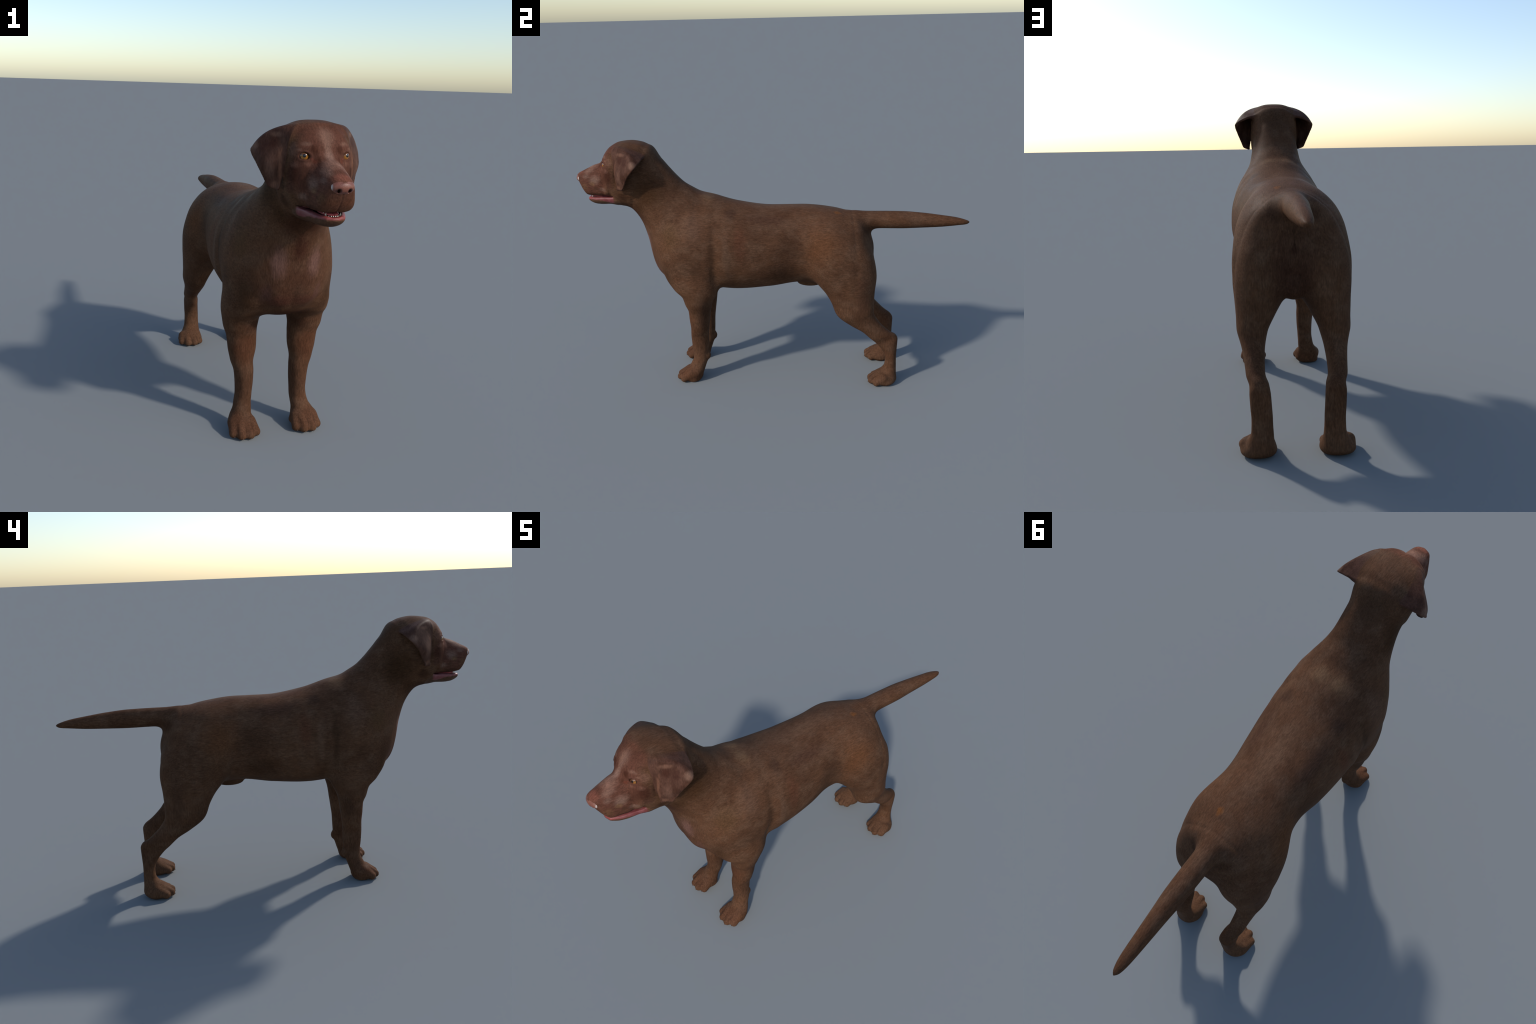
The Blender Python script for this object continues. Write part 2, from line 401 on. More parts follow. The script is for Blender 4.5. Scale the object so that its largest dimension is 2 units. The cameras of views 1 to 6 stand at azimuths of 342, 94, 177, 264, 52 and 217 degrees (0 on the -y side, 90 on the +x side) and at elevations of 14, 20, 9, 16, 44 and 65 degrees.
# ---------------------------------------------------------------- meshing
def surface_nets():
    h = RES
    nx = int(.246 / h) + 1; y0, y1, z0, z1 = -1.026, 1.026, -.012, 1.302
    bs = 8
    nx = -(-nx // bs) * bs; ny = -(-int((y1 - y0) / h) // bs) * bs; nz = -(-int((z1 - z0) / h) // bs) * bs
    X = (np.arange(nx) + .5) * h; Y = y0 + np.arange(ny) * h; Z = z0 + np.arange(nz) * h
    F = np.empty((nx, ny, nz), np.float32)
    bx, by, bz = nx // bs, ny // bs, nz // bs
    cc = lambda V: V.reshape(-1, bs).mean(1)
    G = np.stack(np.meshgrid(cc(X), cc(Y), cc(Z), indexing='ij'), -1).reshape(-1, 3)
    dc = field(G).reshape(bx, by, bz)
    lim = bs * h * .87 * 1.5 + .004
    act = np.argwhere(np.abs(dc) < lim)
    F[:] = np.repeat(np.repeat(np.repeat(dc, bs, 0), bs, 1), bs, 2)
    o = np.stack(np.meshgrid(*[np.arange(bs)] * 3, indexing='ij'), -1).reshape(-1, 3)
    for i0 in range(0, len(act), 800):
        I = (act[i0:i0 + 800, None] * bs + o[None]).reshape(-1, 3)
        P = np.stack([X[I[:, 0]], Y[I[:, 1]], Z[I[:, 2]]], 1)
        F[I[:, 0], I[:, 1], I[:, 2]] = field(P)
    F = np.concatenate([F[::-1], F], 0)
    org = np.array([-X[-1], y0, z0])
    S = F < 0
    c = np.zeros(tuple(np.array(F.shape) - 1), np.uint8)
    for i in (0, 1):
        for j in (0, 1):
            for k in (0, 1):
                c += S[i:i + c.shape[0], j:j + c.shape[1], k:k + c.shape[2]]
    cells = np.argwhere((c > 0) & (c < 8))
    idx = np.full(c.shape, -1, np.int32); idx[tuple(cells.T)] = np.arange(len(cells))
    acc = np.zeros((len(cells), 3)); cnt = np.zeros(len(cells))
    corners = [np.array(q) for q in np.ndindex(2, 2, 2)]
    for a in corners:
        for ax in range(3):
            if a[ax]: continue
            b = a.copy(); b[ax] = 1
            fa = F[tuple((cells + a).T)]; fb = F[tuple((cells + b).T)]
            m = (fa < 0) != (fb < 0)
            t = np.where(m, fa / np.where(m, fa - fb, 1), 0)
            acc += np.where(m[:, None], a + (b - a) * t[:, None], 0); cnt += m
    V = org + (cells + acc / cnt[:, None]) * h
    quads = []
    for ax in range(3):
        u, v = (ax + 1) % 3, (ax + 2) % 3
        sa = [slice(None)] * 3; sb = [slice(None)] * 3
        sa[ax] = slice(0, -1); sb[ax] = slice(1, None)
        E = np.argwhere(S[tuple(sa)] != S[tuple(sb)])
        E = E[(E[:, u] > 0) & (E[:, v] > 0) & (E[:, u] < F.shape[u] - 1) & (E[:, v] < F.shape[v] - 1)]
        flip = S[tuple(E.T)]
        du = np.eye(3, dtype=int)[u]; dv = np.eye(3, dtype=int)[v]
        q = np.stack([idx[tuple((E - du - dv).T)], idx[tuple((E - dv).T)], idx[tuple(E.T)], idx[tuple((E - du).T)]], 1)
        q[~flip] = q[~flip][:, ::-1]
        quads.append(q)
    return V, np.concatenate(quads)

def project(V, steps=2):
    e = 6e-4
    for _ in range(steps):
        f0 = field(V); g = np.empty_like(V)
        for a in range(3):
            o = np.zeros(3); o[a] = e
            g[:, a] = (field(V + o) - field(V - o)) / (2 * e)
        n2 = np.maximum((g ** 2).sum(1), .25)
        st = np.clip(f0, -.003, .003)[:, None] * g / n2[:, None]
        V = V - .9 * st
    return V

V, Q = surface_nets()
me = bpy.data.meshes.new('whole')
def fill(me, V, faces):
    n = len(faces); me.vertices.add(len(V)); me.vertices.foreach_set('co', np.asarray(V, np.float32).ravel())
    sizes = np.array([len(f) for f in faces]) if not isinstance(faces, np.ndarray) else np.full(n, faces.shape[1])
    flat = faces.ravel() if isinstance(faces, np.ndarray) else np.concatenate([np.asarray(f) for f in faces])
    me.loops.add(int(sizes.sum())); me.loops.foreach_set('vertex_index', flat.astype(np.int32))
    me.polygons.add(n); me.polygons.foreach_set('loop_start', np.concatenate([[0], np.cumsum(sizes)[:-1]]).astype(np.int32))
    me.polygons.foreach_set('use_smooth', np.ones(n, bool))
    me.update(calc_edges=True); me.validate()
fill(me, V, Q)

# finer faces on the face of the dog and on the paws, then back on to the surface
bm = bmesh.new(); bm.from_mesh(me)
sel = [e for e in bm.edges if (lambda c: c.y < -.76 and c.z > .93)((e.verts[0].co + e.verts[1].co) * .5)]
bmesh.ops.subdivide_edges(bm, edges=sel, cuts=1, use_grid_fill=True)
bm.to_mesh(me); bm.free()
nv = len(me.vertices); V = np.empty(nv * 3); me.vertices.foreach_get('co', V); V = V.reshape(-1, 3)
fine = (V[:, 1] < -.757) & (V[:, 2] > .93)
Vf = project(V, 1)
V = Vf
# light relaxation
ed = np.empty(len(me.edges) * 2, np.int32); me.edges.foreach_get('vertices', ed); ed = ed.reshape(-1, 2)
for _ in range(2):
    s = np.zeros_like(V); c = np.zeros(nv)
    for a, b in ((0, 1), (1, 0)):
        for k in range(3): s[:, k] += np.bincount(ed[:, a], V[ed[:, b], k], nv)
        c += np.bincount(ed[:, a], minlength=nv)
    lam = np.where(fine, .25, .5)[:, None]
    V = V + lam * (s / np.maximum(c, 1)[:, None] - V)
zmin = V[:, 2].min(); V[:, 2] -= zmin
# the dog does not stand perfectly straight: chest and neck sway a little to +x
V[:, 0] += (.006 * np.exp(-((V[:, 1] + .28) / .28) ** 2) - .003 * np.exp(-((V[:, 1] - .36) / .20) ** 2)) * np.clip((V[:, 2] - .45) / .25, 0, 1)
me.vertices.foreach_set('co', V.astype(np.float32).ravel()); me.update()

# ---------------------------------------------------------------- region labels per face
nf = len(me.polygons)
cen = np.empty(nf * 3); me.polygons.foreach_get('center', cen); cen = cen.reshape(-1, 3)
_, lab = field(cen, True)
names = np.array([p[0] for p in parts])[lab].astype(object)
side = np.where(cen[:, 0] >= 0, 'L', 'R')
names[(names == 'forelimb') & (cen[:, 2] > .60)] = 'torso'
names[(names == 'hindlimb') & (cen[:, 2] > .66)] = 'torso'
tt = trunk.t(np.abs(cen) * [1, 0, 0] + cen * [0, 1, 1]) / (trunk.n - 1)
names[(names == 'torso') & (tt > trunk.s[8])] = 'neck'
names[(names == 'forelimb') & (cen[:, 2] < .085)] = 'forepaw'
names[(names == 'hindlimb') & (cen[:, 2] < .075)] = 'hindpaw'
names[(names == 'head') & (cen[:, 2] < .990) & (cen[:, 1] < -.80)] = 'lower_jaw'
names[(names == 'lower_jaw') & (cen[:, 1] > -.76)] = 'head'
mc = Ellipsoid((0, -.872, .992), (.043, .065, .0133))(cen)
mc = np.minimum(mc, Ellipsoid((0, -.905, .9945), (.032, .060, .0123))(cen))
nrm = np.empty(nf * 3); me.polygons.foreach_get('normal', nrm); nrm = nrm.reshape(-1, 3)
inner = (mc < .0006) | ((cen[:, 1] < -.79) & (np.abs(cen[:, 2] - .9955) < .0045) & (nrm[:, 2] < -.9) & (names == 'head'))
names[inner & np.isin(names, ('head', 'lower_jaw'))] = 'mouth'
paired = ('ear', 'forelimb', 'hindlimb', 'forepaw', 'hindpaw')
key = np.array([n + (s if n in paired else '') for n, s in zip(names, side)])

# =====================================================================
#  Materials
# =====================================================================
class Nodes:
    def __init__(self, name):
        self.m = bpy.data.materials.new(name); self.m.use_nodes = True
        self.t = self.m.node_tree; self.t.nodes.clear()
        self.out = self.t.nodes.new('ShaderNodeOutputMaterial')
        self.b = self.t.nodes.new('ShaderNodeBsdfPrincipled')
        self.t.links.new(self.b.outputs[0], self.out.inputs[0])
        tc = self.t.nodes.new('ShaderNodeTexCoord'); self.obj = tc.outputs['Object']
        sx = self.t.nodes.new('ShaderNodeSeparateXYZ'); self.t.links.new(self.obj, sx.inputs[0])
        ab = self.math('ABSOLUTE', sx.outputs[0])
        cx = self.t.nodes.new('ShaderNodeCombineXYZ')
        for i, s in enumerate((ab, sx.outputs[1], sx.outputs[2])): self.t.links.new(s, cx.inputs[i])
        self.sym = cx.outputs[0]; self.ax = ab; self.x, self.y, self.z = sx.outputs
    def put(self, sock, v):
        if hasattr(v, 'is_linked') or isinstance(v, bpy.types.NodeSocket): self.t.links.new(v, sock)
        else: sock.default_value = v
    def math(self, op, a, b=0.0, clamp=False):
        n = self.t.nodes.new('ShaderNodeMath'); n.operation = op; n.use_clamp = clamp
        self.put(n.inputs[0], a); self.put(n.inputs[1], b); return n.outputs[0]
    def ramp(self, v, lo, hi, a=0., b=1., smooth=True):
        n = self.t.nodes.new('ShaderNodeMapRange'); n.interpolation_type = 'SMOOTHSTEP' if smooth else 'LINEAR'
        self.put(n.inputs['Value'], v)
        for k, q in (('From Min', lo), ('From Max', hi), ('To Min', a), ('To Max', b)): n.inputs[k].default_value = q
        return n.outputs['Result']
    def vec(self, op, a, b):
        n = self.t.nodes.new('ShaderNodeVectorMath'); n.operation = op
        self.put(n.inputs[0], a); self.put(n.inputs[1], b); return n
    def noise(self, scale, detail=4, rough=.55, stretch=(1, 1, 1), dist=0., vec=None, rot=(0, 0, 0)):
        mp = self.t.nodes.new('ShaderNodeMapping'); mp.inputs['Scale'].default_value = stretch; mp.inputs['Rotation'].default_value = rot
        self.put(mp.inputs[0], vec or self.obj)
        n = self.t.nodes.new('ShaderNodeTexNoise'); n.inputs['Scale'].default_value = scale
        n.inputs['Detail'].default_value = detail; n.inputs['Roughness'].default_value = rough; n.inputs['Distortion'].default_value = dist
        self.t.links.new(mp.outputs[0], n.inputs['Vector']); return n.outputs['Fac']
    def blob(self, c, r, inner=.35, sym=True, warp=None):
        """soft ellipsoidal mask, 1 in the middle"""
        v = self.sym if sym else self.obj
        if warp is not None: v = self.vec('ADD', v, warp).outputs[0]
        d = self.vec('SUBTRACT', v, tuple(c)).outputs[0]
        d = self.vec('DIVIDE', d, tuple(r)).outputs[0]
        n = self.t.nodes.new('ShaderNodeVectorMath'); n.operation = 'LENGTH'; self.t.links.new(d, n.inputs[0])
        return self.ramp(n.outputs['Value'], inner, 1., 1., 0.)
    def mix(self, f, a, b, mode='MIX'):
        n = self.t.nodes.new('ShaderNodeMix'); n.data_type = 'RGBA'; n.blend_type = mode
        self.put(n.inputs[0], f)
        for s, v in ((n.inputs[6], a), (n.inputs[7], b)):
            if isinstance(v, tuple): s.default_value = (*v, 1) if len(v) == 3 else v
            else: self.t.links.new(v, s)
        return n.outputs[2]
    def bump(self, h, strength, dist=.002):
        n = self.t.nodes.new('ShaderNodeBump'); n.inputs['Strength'].default_value = strength; n.inputs['Distance'].default_value = dist
        self.t.links.new(h, n.inputs['Height']); self.t.links.new(n.outputs[0], self.b.inputs['Normal'])
    def set(self, **k):
        for a, v in k.items(): self.put(self.b.inputs[a.replace('_', ' ')], v if not (isinstance(v, tuple) and len(v) == 3) else (*v, 1))

def fur(name, jawmask=False):
    m = Nodes(name)
    mul = lambda a, b: m.math('MULTIPLY', a, b)
    big = m.noise(5, 3, .5)
    midn = m.noise(18, 4, .6, (1, .7, 1))
    # hair lies along the body, but runs down the legs and the front
    geo = m.t.nodes.new('ShaderNodeNewGeometry'); sn = m.t.nodes.new('ShaderNodeSeparateXYZ'); m.t.links.new(geo.outputs['Normal'], sn.inputs[0])
    down = m.math('MAXIMUM', m.ramp(m.z, .42, .56, 1, 0), m.ramp(m.math('ABSOLUTE', sn.outputs[1]), .55, .85))
    def lay(a, b):
        n = m.t.nodes.new('ShaderNodeMix'); m.t.links.new(down, n.inputs[0]); m.t.links.new(a, n.inputs[2]); m.t.links.new(b, n.inputs[3]); return n.outputs[0]
    hair = lay(m.noise(150, 3, .6, (1.5, .28, 1.0), .6, rot=(.35, 0, 0)), m.noise(150, 3, .6, (1.2, 1.2, .26), .5))
    hair2 = lay(m.noise(260, 2, .6, (1.3, .5, .7), .4, rot=(-.5, 0, 0)), m.noise(260, 2, .6, (1.1, 1.1, .4), .4))
    warpn = m.t.nodes.new('ShaderNodeTexNoise'); warpn.inputs['Scale'].default_value = 25; m.t.links.new(m.obj, warpn.inputs['Vector'])
    warp = m.vec('SUBTRACT', warpn.outputs['Color'], (.5, .5, .5)).outputs[0]
    warp = m.vec('MULTIPLY', warp, (.03, .03, .03)).outputs[0]
    base = m.mix(m.ramp(big, .35, .65), (.078, .040, .024), (.104, .053, .031))
    base = m.mix(mul(m.ramp(midn, .40, .68), .5), base, (.125, .075, .050))
    # regional tints: (centre, radii, colour, amount)
    for c, r, col, a in (
        ((.19, .25, .77), (.10, .13, .14), (.112, .050, .024), .7),     # haunch, warmer
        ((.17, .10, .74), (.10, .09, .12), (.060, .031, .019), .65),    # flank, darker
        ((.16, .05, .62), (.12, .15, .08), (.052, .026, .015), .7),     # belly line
        ((.19, -.150, .78), (.10, .045, .13), (.098, .040, .024), .55), # ribs behind the shoulder
        ((.20, -.220, .73), (.08, .028, .16), (.125, .074, .050), .6),
        ((.20, -.292, .74), (.09, .026, .18), (.052, .028, .017), .75), # dark vertical band behind the shoulder
        ((.18, -.385, .86), (.09, .07, .13), (.125, .072, .050), .6),
        ((.18, -.50, .82), (.09, .07, .10), (.092, .052, .026), .5),
        ((.12, -.20, .92), (.06, .05, .04), (.060, .034, .024), .6),
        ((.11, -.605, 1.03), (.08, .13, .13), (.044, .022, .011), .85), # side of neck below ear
        ((.00, -.57, 1.18), (.09, .12, .10), (.058, .032, .020), .65),  # nape
        ((.00, -.62, .68), (.24, .16, .24), (.066, .029, .020), .5),    # front of the chest
        ((.05, -.72, .91), (.10, .11, .09), (.040, .016, .010), .75),   # throat darkened for the shade below the head
        ((.08, -.66, .95), (.05, .06, .06), (.048, .024, .012), .7),
        ((.00, -.66, .83), (.05, .06, .09), (.050, .020, .014), .8),    # middle of the breast
        ((.068, -.63, .76), (.045, .06, .085), (.165, .092, .080), .7),  # chest highlight painted on the breast
        ((.10, -.585, .63), (.03, .05, .06), (.105, .052, .046), .5),
        ((.05, -.60, .60), (.09, .07, .045), (.070, .026, .020), .6),
        ((.165, -.53, .60), (.05, .07, .10), (.048, .025, .014), .7),   # outer upper arm
        ((.00, -.50, .52), (.16, .12, .06), (.040, .015, .011), .8),    # underside shadow tinted into the fur below the breast
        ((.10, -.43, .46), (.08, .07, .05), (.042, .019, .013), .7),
        ((.19, -.35, .40), (.05, .05, .14), (.055, .029, .019), .7),    # back of the foreleg
        ((.045, -.319, .995), (.075, .055, .05), (.150, .092, .056), .7), # withers
        ((.00, .06, .94), (.07, .30, .04), (.135, .078, .050), .6),     # back
        ((.12, -.03, .88), (.05, .16, .06), (.070, .037, .026), .6),
        ((.02, .50, .62), (.10, .08, .22), (.044, .021, .015), .75),    # darker area below the tail
        ((0, .525, .735), (.007, .05, .060), (.022, .010, .007), .8),   # thin dark line below the tail, colour only
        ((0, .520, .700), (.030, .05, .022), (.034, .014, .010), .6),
        ((.055, .480, .82), (.06, .07, .05), (.055, .028, .017), .7),
        ((.20, .46, .53), (.05, .05, .18), (.060, .031, .021), .6),     # ham
        ((.13, -.43, .36), (.08, .06, .12), (.082, .034, .019), .7),
        ((.12, -.41, .20), (.09, .09, .12), (.074, .037, .023), .6),
        ((.14, -.45, .03), (.12, .13, .07), (.095, .042, .024), .7),    # paws
        ((.14, .56, .04), (.12, .14, .08), (.105, .056, .034), .6),
        ((.13, .60, .25), (.08, .08, .06), (.085, .038, .020), .5),
        ((0, .90, .84), (.08, .16, .08), (.078, .037, .020), .6),       # tail end
        ((.101, -.490, .042), (.006, .040, .035), (.030, .014, .009), .5),  # toe grooves: shade painted as thin dark strips
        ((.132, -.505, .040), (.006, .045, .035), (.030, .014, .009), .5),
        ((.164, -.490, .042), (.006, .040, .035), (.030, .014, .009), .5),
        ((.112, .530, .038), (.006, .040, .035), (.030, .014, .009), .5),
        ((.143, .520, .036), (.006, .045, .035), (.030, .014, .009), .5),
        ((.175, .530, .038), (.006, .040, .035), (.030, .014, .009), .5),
    ):
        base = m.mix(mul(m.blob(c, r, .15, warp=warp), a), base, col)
    rust = m.blob((.044, .334, .906), (.020, .026, .03), .2, sym=False, warp=warp)
    base = m.mix(mul(rust, .7), base, (.20, .075, .022))
    # the face: redder brown with pale and dark patches, sheen and shade painted in
    for c, r, col, a, i in (
        ((.00, -.885, 1.14), (.150, .155, .20), (.100, .043, .031), .9, .65),    # whole face, redder
        ((.060, -.787, 1.243), (.060, .05, .050), (.090, .038, .026), .8, .2),  # temples
        ((.000, -.782, 1.258), (.050, .04, .020), (.120, .050, .032), .7, .2),
        ((.102, -.812, 1.105), (.035, .060, .060), (.048, .019, .013), .9, .2), # cheek
        ((.100, -.800, 1.060), (.030, .040, .030), (.075, .035, .026), .7, .2),
        ((.097, -.800, 1.180), (.030, .030, .030), (.155, .082, .060), .6, .2), # temple streak
        ((.000, -.826, 1.225), (.040, .055, .055), (.225, .135, .104), .65, .0), # forehead lightened for a grey-pink sheen
        ((.000, -.870, 1.168), (.022, .055, .050), (.245, .155, .126), .7, .1),
        ((.000, -.848, 1.197), (.020, .035, .035), (.205, .120, .094), .6, .1),
        ((.012, -.905, 1.142), (.034, .060, .024), (.240, .140, .108), .65, .1), # bridge, greyish highlight put into the colour
        ((.034, -.930, 1.125), (.024, .055, .024), (.225, .138, .110), .55, .1),
        ((.043, -.850, 1.183), (.022, .030, .026), (.050, .019, .012), .9, .1), # inner brow
        ((.036, -.868, 1.155), (.011, .028, .022), (.060, .024, .015), .85, .2),
        ((.070, -.832, 1.199), (.030, .022, .011), (.200, .118, .090), .6, .2), # pale brow line
        ((.088, -.824, 1.182), (.015, .018, .007), (.190, .105, .080), .6, .2),
        ((.078, -.850, 1.090), (.030, .034, .060), (.062, .027, .018), .7, .2),
        ((.066, -.847, 1.138), (.022, .016, .012), (.170, .085, .064), .5, .1),  # under the eye
        ((.096, -.818, 1.133), (.022, .026, .016), (.150, .078, .060), .5, .2),
        ((.046, -.857, 1.148), (.012, .014, .012), (.120, .038, .024), .8, .2),
        ((.061, -.890, 1.090), (.022, .050, .026), (.165, .095, .075), .7, .2), # muzzle side
        ((.063, -.895, 1.076), (.026, .040, .026), (.20, .140, .116), .45, .0),
        ((.047, -.940, 1.100), (.016, .030, .018), (.170, .105, .085), .6, .2),
        ((.061, -.905, 1.062), (.018, .022, .016), (.170, .098, .055), .6, .2),
        ((.056, -.948, 1.048), (.026, .030, .026), (.110, .058, .034), .7, .2),
        ((.067, -.887, 1.040), (.014, .018, .016), (.070, .036, .024), .7, .2),
        ((.074, -.845, 1.036), (.024, .034, .016), (.200, .130, .105), .5, .2),
        ((.060, -.890, 1.010), (.035, .060, .012), (.050, .024, .017), .75, .2),
        ((.095, -.740, 1.005), (.040, .050, .035), (.042, .019, .011), .7, .2),
        ((.030, -.975, 1.030), (.040, .022, .022), (.098, .042, .026), .75, .2),
        ((.000, -.972, 1.110), (.042, .034, .022), (.180, .070, .050), .85, .3),   # towards the nose
        ((.0735, -.846, 1.165), (.020, .020, .0160), (.030, .011, .008), .95, .5), # dark lids
        ((.055, -.855, 1.156), (.009, .012, .006), (.16, .050, .036), .8, .2),     # tear duct
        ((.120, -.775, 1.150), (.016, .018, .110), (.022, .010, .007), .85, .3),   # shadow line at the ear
    ):
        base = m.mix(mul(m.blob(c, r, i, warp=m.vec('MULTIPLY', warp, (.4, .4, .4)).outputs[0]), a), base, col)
    # fur strokes
    st = m.ramp(hair, .3, .72, .72, 1.28, False)
    st2 = m.ramp(hair2, .3, .7, .86, 1.14, False)
    s = mul(st, st2)
    n = m.t.nodes.new('ShaderNodeVectorMath'); n.operation = 'SCALE'
    m.t.links.new(base, n.inputs[0]); m.t.links.new(s, n.inputs['Scale'])
    col = m.mix(1.0, n.outputs[0], (.90, .835, .765), 'MULTIPLY')   # deep chocolate
    if jawmask:
        zl = m.math('ADD', m.z, m.math('MULTIPLY', m.math('SUBTRACT', m.noise(40, 2), .5), .008))
        yl = m.math('MULTIPLY', m.math('ADD', m.y, .94), .06)
        lip = m.ramp(m.math('ADD', zl, m.math('MULTIPLY', m.ramp(m.y, -.88, -.81, 0, 1), .012)), .974, .981)
        lip = m.math('MULTIPLY', lip, m.ramp(m.y, -.806, -.790, 1, 0))
        pink = m.mix(m.ramp(m.noise(60, 3), .35, .65), (.145, .034, .032), (.190, .056, .056))
        pink = m.mix(m.ramp(m.y, -.90, -.935, 0, .7), pink, (.230, .042, .036))
        col = m.mix(lip, col, pink)
        m.set(Roughness=m.ramp(lip, 0, 1, .6, .45), Specular_IOR_Level=m.ramp(lip, 0, 1, .08, .3))
    else:
        m.set(Roughness=m.ramp(midn, .3, .7, .50, .64), Specular_IOR_Level=.02)
    m.set(Base_Color=col)
    m.bump(m.math('ADD', hair, mul(hair2, .6)), .35, .0012)
    return m.m

def ear_mat():
    m = Nodes('ear_fur')
    mul = lambda a, b: m.math('MULTIPLY', a, b)
    big = m.noise(30, 4, .6, (1, 1, .5))
    hair = m.noise(170, 3, .6, (1.2, 1, .3), .5)
    base = m.mix(m.ramp(big, .35, .65), (.056, .027, .019), (.088, .046, .034))
    for c, r, col, a in (
        ((.139, -.729, 1.195), (.030, .030, .035), (.045, .018, .012), .85),
        ((.160, -.700, 1.185), (.022, .028, .045), (.050, .022, .016), .8),
        ((.128, -.725, 1.222), (.040, .040, .012), (.150, .085, .062), .7),
        ((.186, -.660, 1.180), (.022, .030, .030), (.175, .110, .085), .8),
        ((.150, -.735, 1.110), (.030, .030, .050), (.130, .075, .058), .7),
        ((.126, -.760, 1.130), (.010, .020, .090), (.160, .082, .055), .7),
        ((.138, -.745, 1.060), (.018, .022, .020), (.175, .095, .068), .7),
        ((.060, -.690, 1.265), (.085, .120, .040), (.090, .050, .028), .9),
    ):
        base = m.mix(mul(m.blob(c, r, .2), a), base, col)
    n = m.t.nodes.new('ShaderNodeVectorMath'); n.operation = 'SCALE'
    m.t.links.new(base, n.inputs[0]); m.t.links.new(m.ramp(hair, .3, .7, .75, 1.25, False), n.inputs['Scale'])
    m.set(Base_Color=m.mix(1.0, n.outputs[0], (.92, .82, .74), 'MULTIPLY'), Roughness=.55, Specular_IOR_Level=.05)
    m.bump(m.math('ADD', hair, big), .35, .0015)
    return m.m

def nose_mat():
    m = Nodes('nose_leather')
    v = m.t.nodes.new('ShaderNodeTexVoronoi'); v.inputs['Scale'].default_value = 420; m.t.links.new(m.obj, v.inputs['Vector'])
    c = m.mix(m.ramp(m.noise(50, 3), .3, .7), (.140, .047, .031), (.185, .068, .045))
    c = m.mix(m.blob((.019, -1.0, 1.076), (.013, .03, .011), .35), c, (.030, .010, .008))
    c = m.mix(m.math('MULTIPLY', m.blob((.0365, -.978, 1.085), (.0065, .012, .014), .3), .7), c, (.60, .53, .48))  # white glint on the nose wing, painted as a pale spot
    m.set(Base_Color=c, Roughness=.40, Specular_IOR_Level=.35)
    m.bump(v.outputs['Distance'], .25, .001)
    return m.m

def plain(name, col, rough, col2=None, scale=60, **k):
    m = Nodes(name)
    c = m.mix(m.ramp(m.noise(scale, 3), .35, .65), col, col2 or tuple(x * .75 for x in col))
    m.set(Base_Color=c, Roughness=rough, **k)
    return m.m

def eye_mat():
    m = Nodes('amber_eye')
    d = m.t.nodes.new('ShaderNodeVectorMath'); d.operation = 'LENGTH'
    cx = m.t.nodes.new('ShaderNodeCombineXYZ'); m.t.links.new(m.x, cx.inputs[0]); m.t.links.new(m.y, cx.inputs[1])
    m.t.links.new(cx.outputs[0], d.inputs[0]); r = d.outputs['Value']
    iris = m.mix(m.ramp(m.y, -.007, .006), (.40, .165, .026), (.10, .034, .008))  # upper iris darkened to show the lid's shade
    iris = m.mix(m.math('MULTIPLY', m.ramp(m.noise(900, 2), .35, .65), .5), iris, (.20, .075, .010))
    c = m.mix(m.ramp(r, .0052, .0064), (.004, .003, .003), iris)
    c = m.mix(m.ramp(r, .0122, .0136), c, (.016, .007, .005))
    m.set(Base_Color=c, Roughness=.15, Coat_Weight=.35, Coat_Roughness=.03)
    return m.m

FUR = fur('chocolate_fur'); JAW = fur('jaw_fur_and_lip', True); EAR = ear_mat(); NOSE = nose_mat()
MOUTH = plain('mouth_lining', (.030, .008, .008), .35)
TONGUE = plain('tongue_pink', (.50, .085, .095), .35, (.60, .14, .14))
TOOTH = plain('tooth_enamel', (.62, .57, .48), .25, (.50, .45, .36))
CLAW = plain('claw_horn', (.030, .015, .010), .6, (.05, .026, .017))
EYEM = eye_mat()
MATS = {'ear': EAR, 'nose': NOSE, 'mouth': MOUTH, 'lower_jaw': JAW}

# =====================================================================
#  Objects
# =====================================================================
root = bpy.data.objects.new('dog', None); bpy.context.collection.objects.link(root)
root['label'] = 'standing chocolate brown short-haired dog with tail held straight out'
root['category'] = 'dog'

vn = np.empty(nv * 3); me.vertices.foreach_get('normal', vn); vn = vn.reshape(-1, 3)
lt = np.empty(nf, np.int32); me.polygons.foreach_get('loop_total', lt)
ls = np.empty(nf, np.int32); me.polygons.foreach_get('loop_start', ls)
lv = np.empty(len(me.loops), np.int32); me.loops.foreach_get('vertex_index', lv)
made = {}
def obj_name(k):
    n = k[:-1] if k[-1] in 'LR' and k[:-1] in paired else k
    return {'forepaw': 'front_paw', 'hindpaw': 'hind_paw', 'mouth': 'mouth_lining'}.get(n, n)
def part_object(k):
    f = np.nonzero(key == k)[0]
    loops = np.concatenate([lv[s:s + t] for s, t in zip(ls[f], lt[f])])
    used, inv = np.unique(loops, return_inverse=True)
    n = obj_name(k); m = bpy.data.meshes.new(n)
    m.vertices.add(len(used)); m.vertices.foreach_set('co', V[used].astype(np.float32).ravel())
    m.loops.add(len(inv)); m.loops.foreach_set('vertex_index', inv.astype(np.int32))
    m.polygons.add(len(f)); m.polygons.foreach_set('loop_start', np.concatenate([[0], np.cumsum(lt[f])[:-1]]).astype(np.int32))
    m.polygons.foreach_set('use_smooth', np.ones(len(f), bool))
    m.update(calc_edges=True)
    m.normals_split_custom_set_from_vertices(vn[used].tolist())
    base = k[:-1] if k[:-1] in paired else k
    m.materials.append(MATS.get(base, FUR))
    o = bpy.data.objects.new(n, m); bpy.context.collection.objects.link(o)
    made[k] = o
for k in sorted(set(key)): part_object(k)
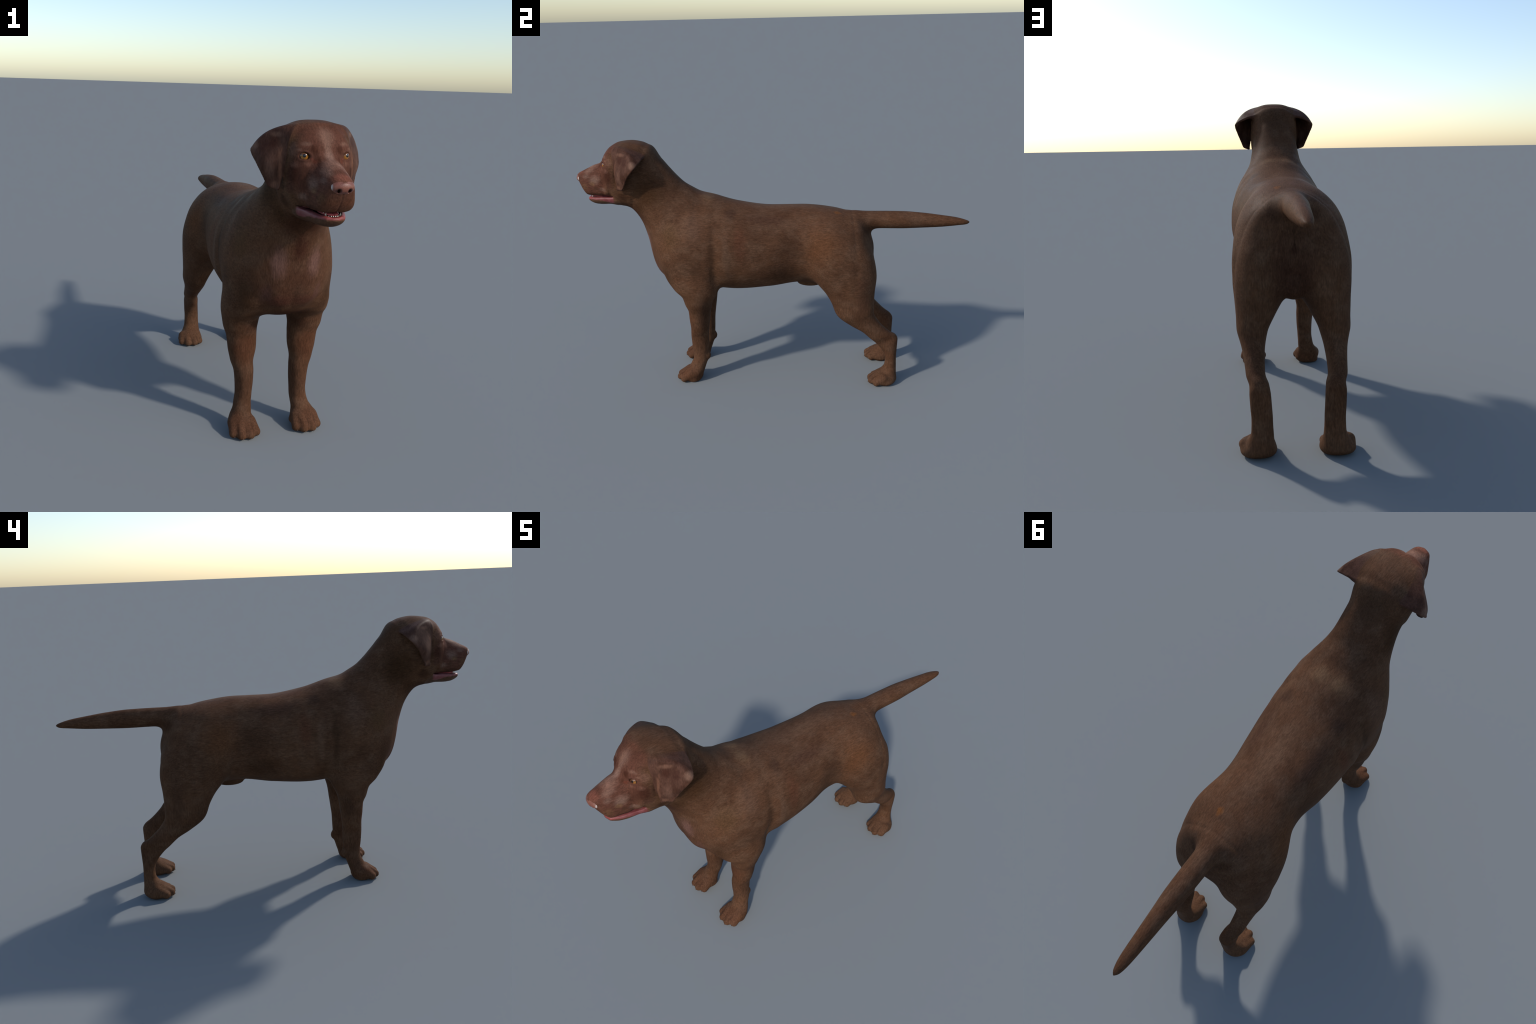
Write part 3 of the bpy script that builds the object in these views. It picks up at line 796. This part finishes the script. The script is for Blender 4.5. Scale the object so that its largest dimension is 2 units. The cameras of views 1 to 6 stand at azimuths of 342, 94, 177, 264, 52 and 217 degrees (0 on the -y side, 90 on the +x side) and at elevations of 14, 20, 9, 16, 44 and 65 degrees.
PARENT = {'earL': 'head', 'earR': 'head', 'nose': 'head', 'lower_jaw': 'head', 'mouth': 'head'}
for k, o in made.items():
    o.parent = made[PARENT[k]] if k in PARENT else root
bpy.data.meshes.remove(me)

def mesh_from_bm(name, bm, mat):
    m = bpy.data.meshes.new(name); bm.to_mesh(m); bm.free()
    for p in m.polygons: p.use_smooth = True
    m.materials.append(mat); return m
def add(name, mesh, parent, mat4):
    o = bpy.data.objects.new(name, mesh); bpy.context.collection.objects.link(o)
    o.parent = parent; o.matrix_basis = mat4; return o

# eyes: ball with a slight corneal bulge towards +z
bm = bmesh.new(); bmesh.ops.create_uvsphere(bm, u_segments=48, v_segments=32, radius=EYE_R)
for v in bm.verts:
    r = math.hypot(v.co.x, v.co.y)
    if v.co.z > 0 and r < .010: v.co.z += .0012 * (1 - (r / .010) ** 2)
eye_mesh = mesh_from_bm('eye', bm, EYEM)
for s in (1, -1):
    g = Vector((GAZE[0] * s, GAZE[1], GAZE[2]))
    p = Vector((EYE[0] * s, EYE[1], EYE[2] - zmin)) - g * .0125
    add('eye', eye_mesh, made['head'], Matrix.Translation(p) @ g.to_track_quat('Z', 'Y').to_matrix().to_4x4())

# tongue: flattened lofted tongue with a middle groove
bm = bmesh.new(); bmesh.ops.create_uvsphere(bm, u_segments=40, v_segments=24, radius=1)
for v in bm.verts:
    x, y, z = v.co
    v.co = (x * .030, -.878 + y * .052, .990 + z * .008 - .003 * math.exp(-(x / .15) ** 2) * (z > 0) - .012 * max(0, y) ** 2 * 0)
tongue = mesh_from_bm('tongue', bm, TONGUE)
add('tongue', tongue, made['head'], Matrix.Identity(4))

# teeth
def cone(name, r, h, mat, bend=.3, seg=14, rr=8):
    bm = bmesh.new(); ringsv = []
    for i in range(rr + 1):
        t = i / rr; rad = r * (1 - t) ** .7 * (1 if t < 1 else 0) + r * .06
        ringsv.append([bm.verts.new((rad * math.cos(a), rad * math.sin(a) - bend * h * t * t, h * t))
                       for a in np.linspace(0, 2 * math.pi, seg, endpoint=False)])
    for a, b in zip(ringsv[:-1], ringsv[1:]):
        for j in range(seg): bm.faces.new((a[j], a[(j + 1) % seg], b[(j + 1) % seg], b[j]))
    bm.faces.new(ringsv[-1]); bm.faces.new(ringsv[0][::-1])
    return mesh_from_bm(name, bm, mat)
canine = cone('canine_tooth', .0036, .012, TOOTH); incisor = cone('incisor_tooth', .0021, .0032, TOOTH, .1)
for s in (1, -1):
    add('canine_tooth', canine, made['head'], Matrix.Translation((s * .025, -.918, .984)))
    add('canine_tooth', canine, made['head'], Matrix.Translation((s * .033, -.922, 1.006)) @ Matrix.Rotation(math.pi, 4, 'X'))
    for j in range(3):
        add('incisor_tooth', incisor, made['head'], Matrix.Translation((s * (.0035 + .0062 * j), -.930 + .0016 * j * j, .985)))

# claws
claw = cone('claw', .0044, .010, CLAW, .3)
for tl, pk in ((front_toes, 'forepaw'), (hind_toes, 'hindpaw')):
    for c in tl:
        for s in (1, -1):
            dirv = Vector(((c.b - c.a)[0] * s * .6, -1, -.42)).normalized()
            p = Vector((c.b[0] * s, c.b[1], c.b[2] - zmin)) + dirv * .0125
            add('claw', claw, made[pk + ('L' if s > 0 else 'R')], Matrix.Translation(p) @ dirv.to_track_quat('Z', 'Y').to_matrix().to_4x4())
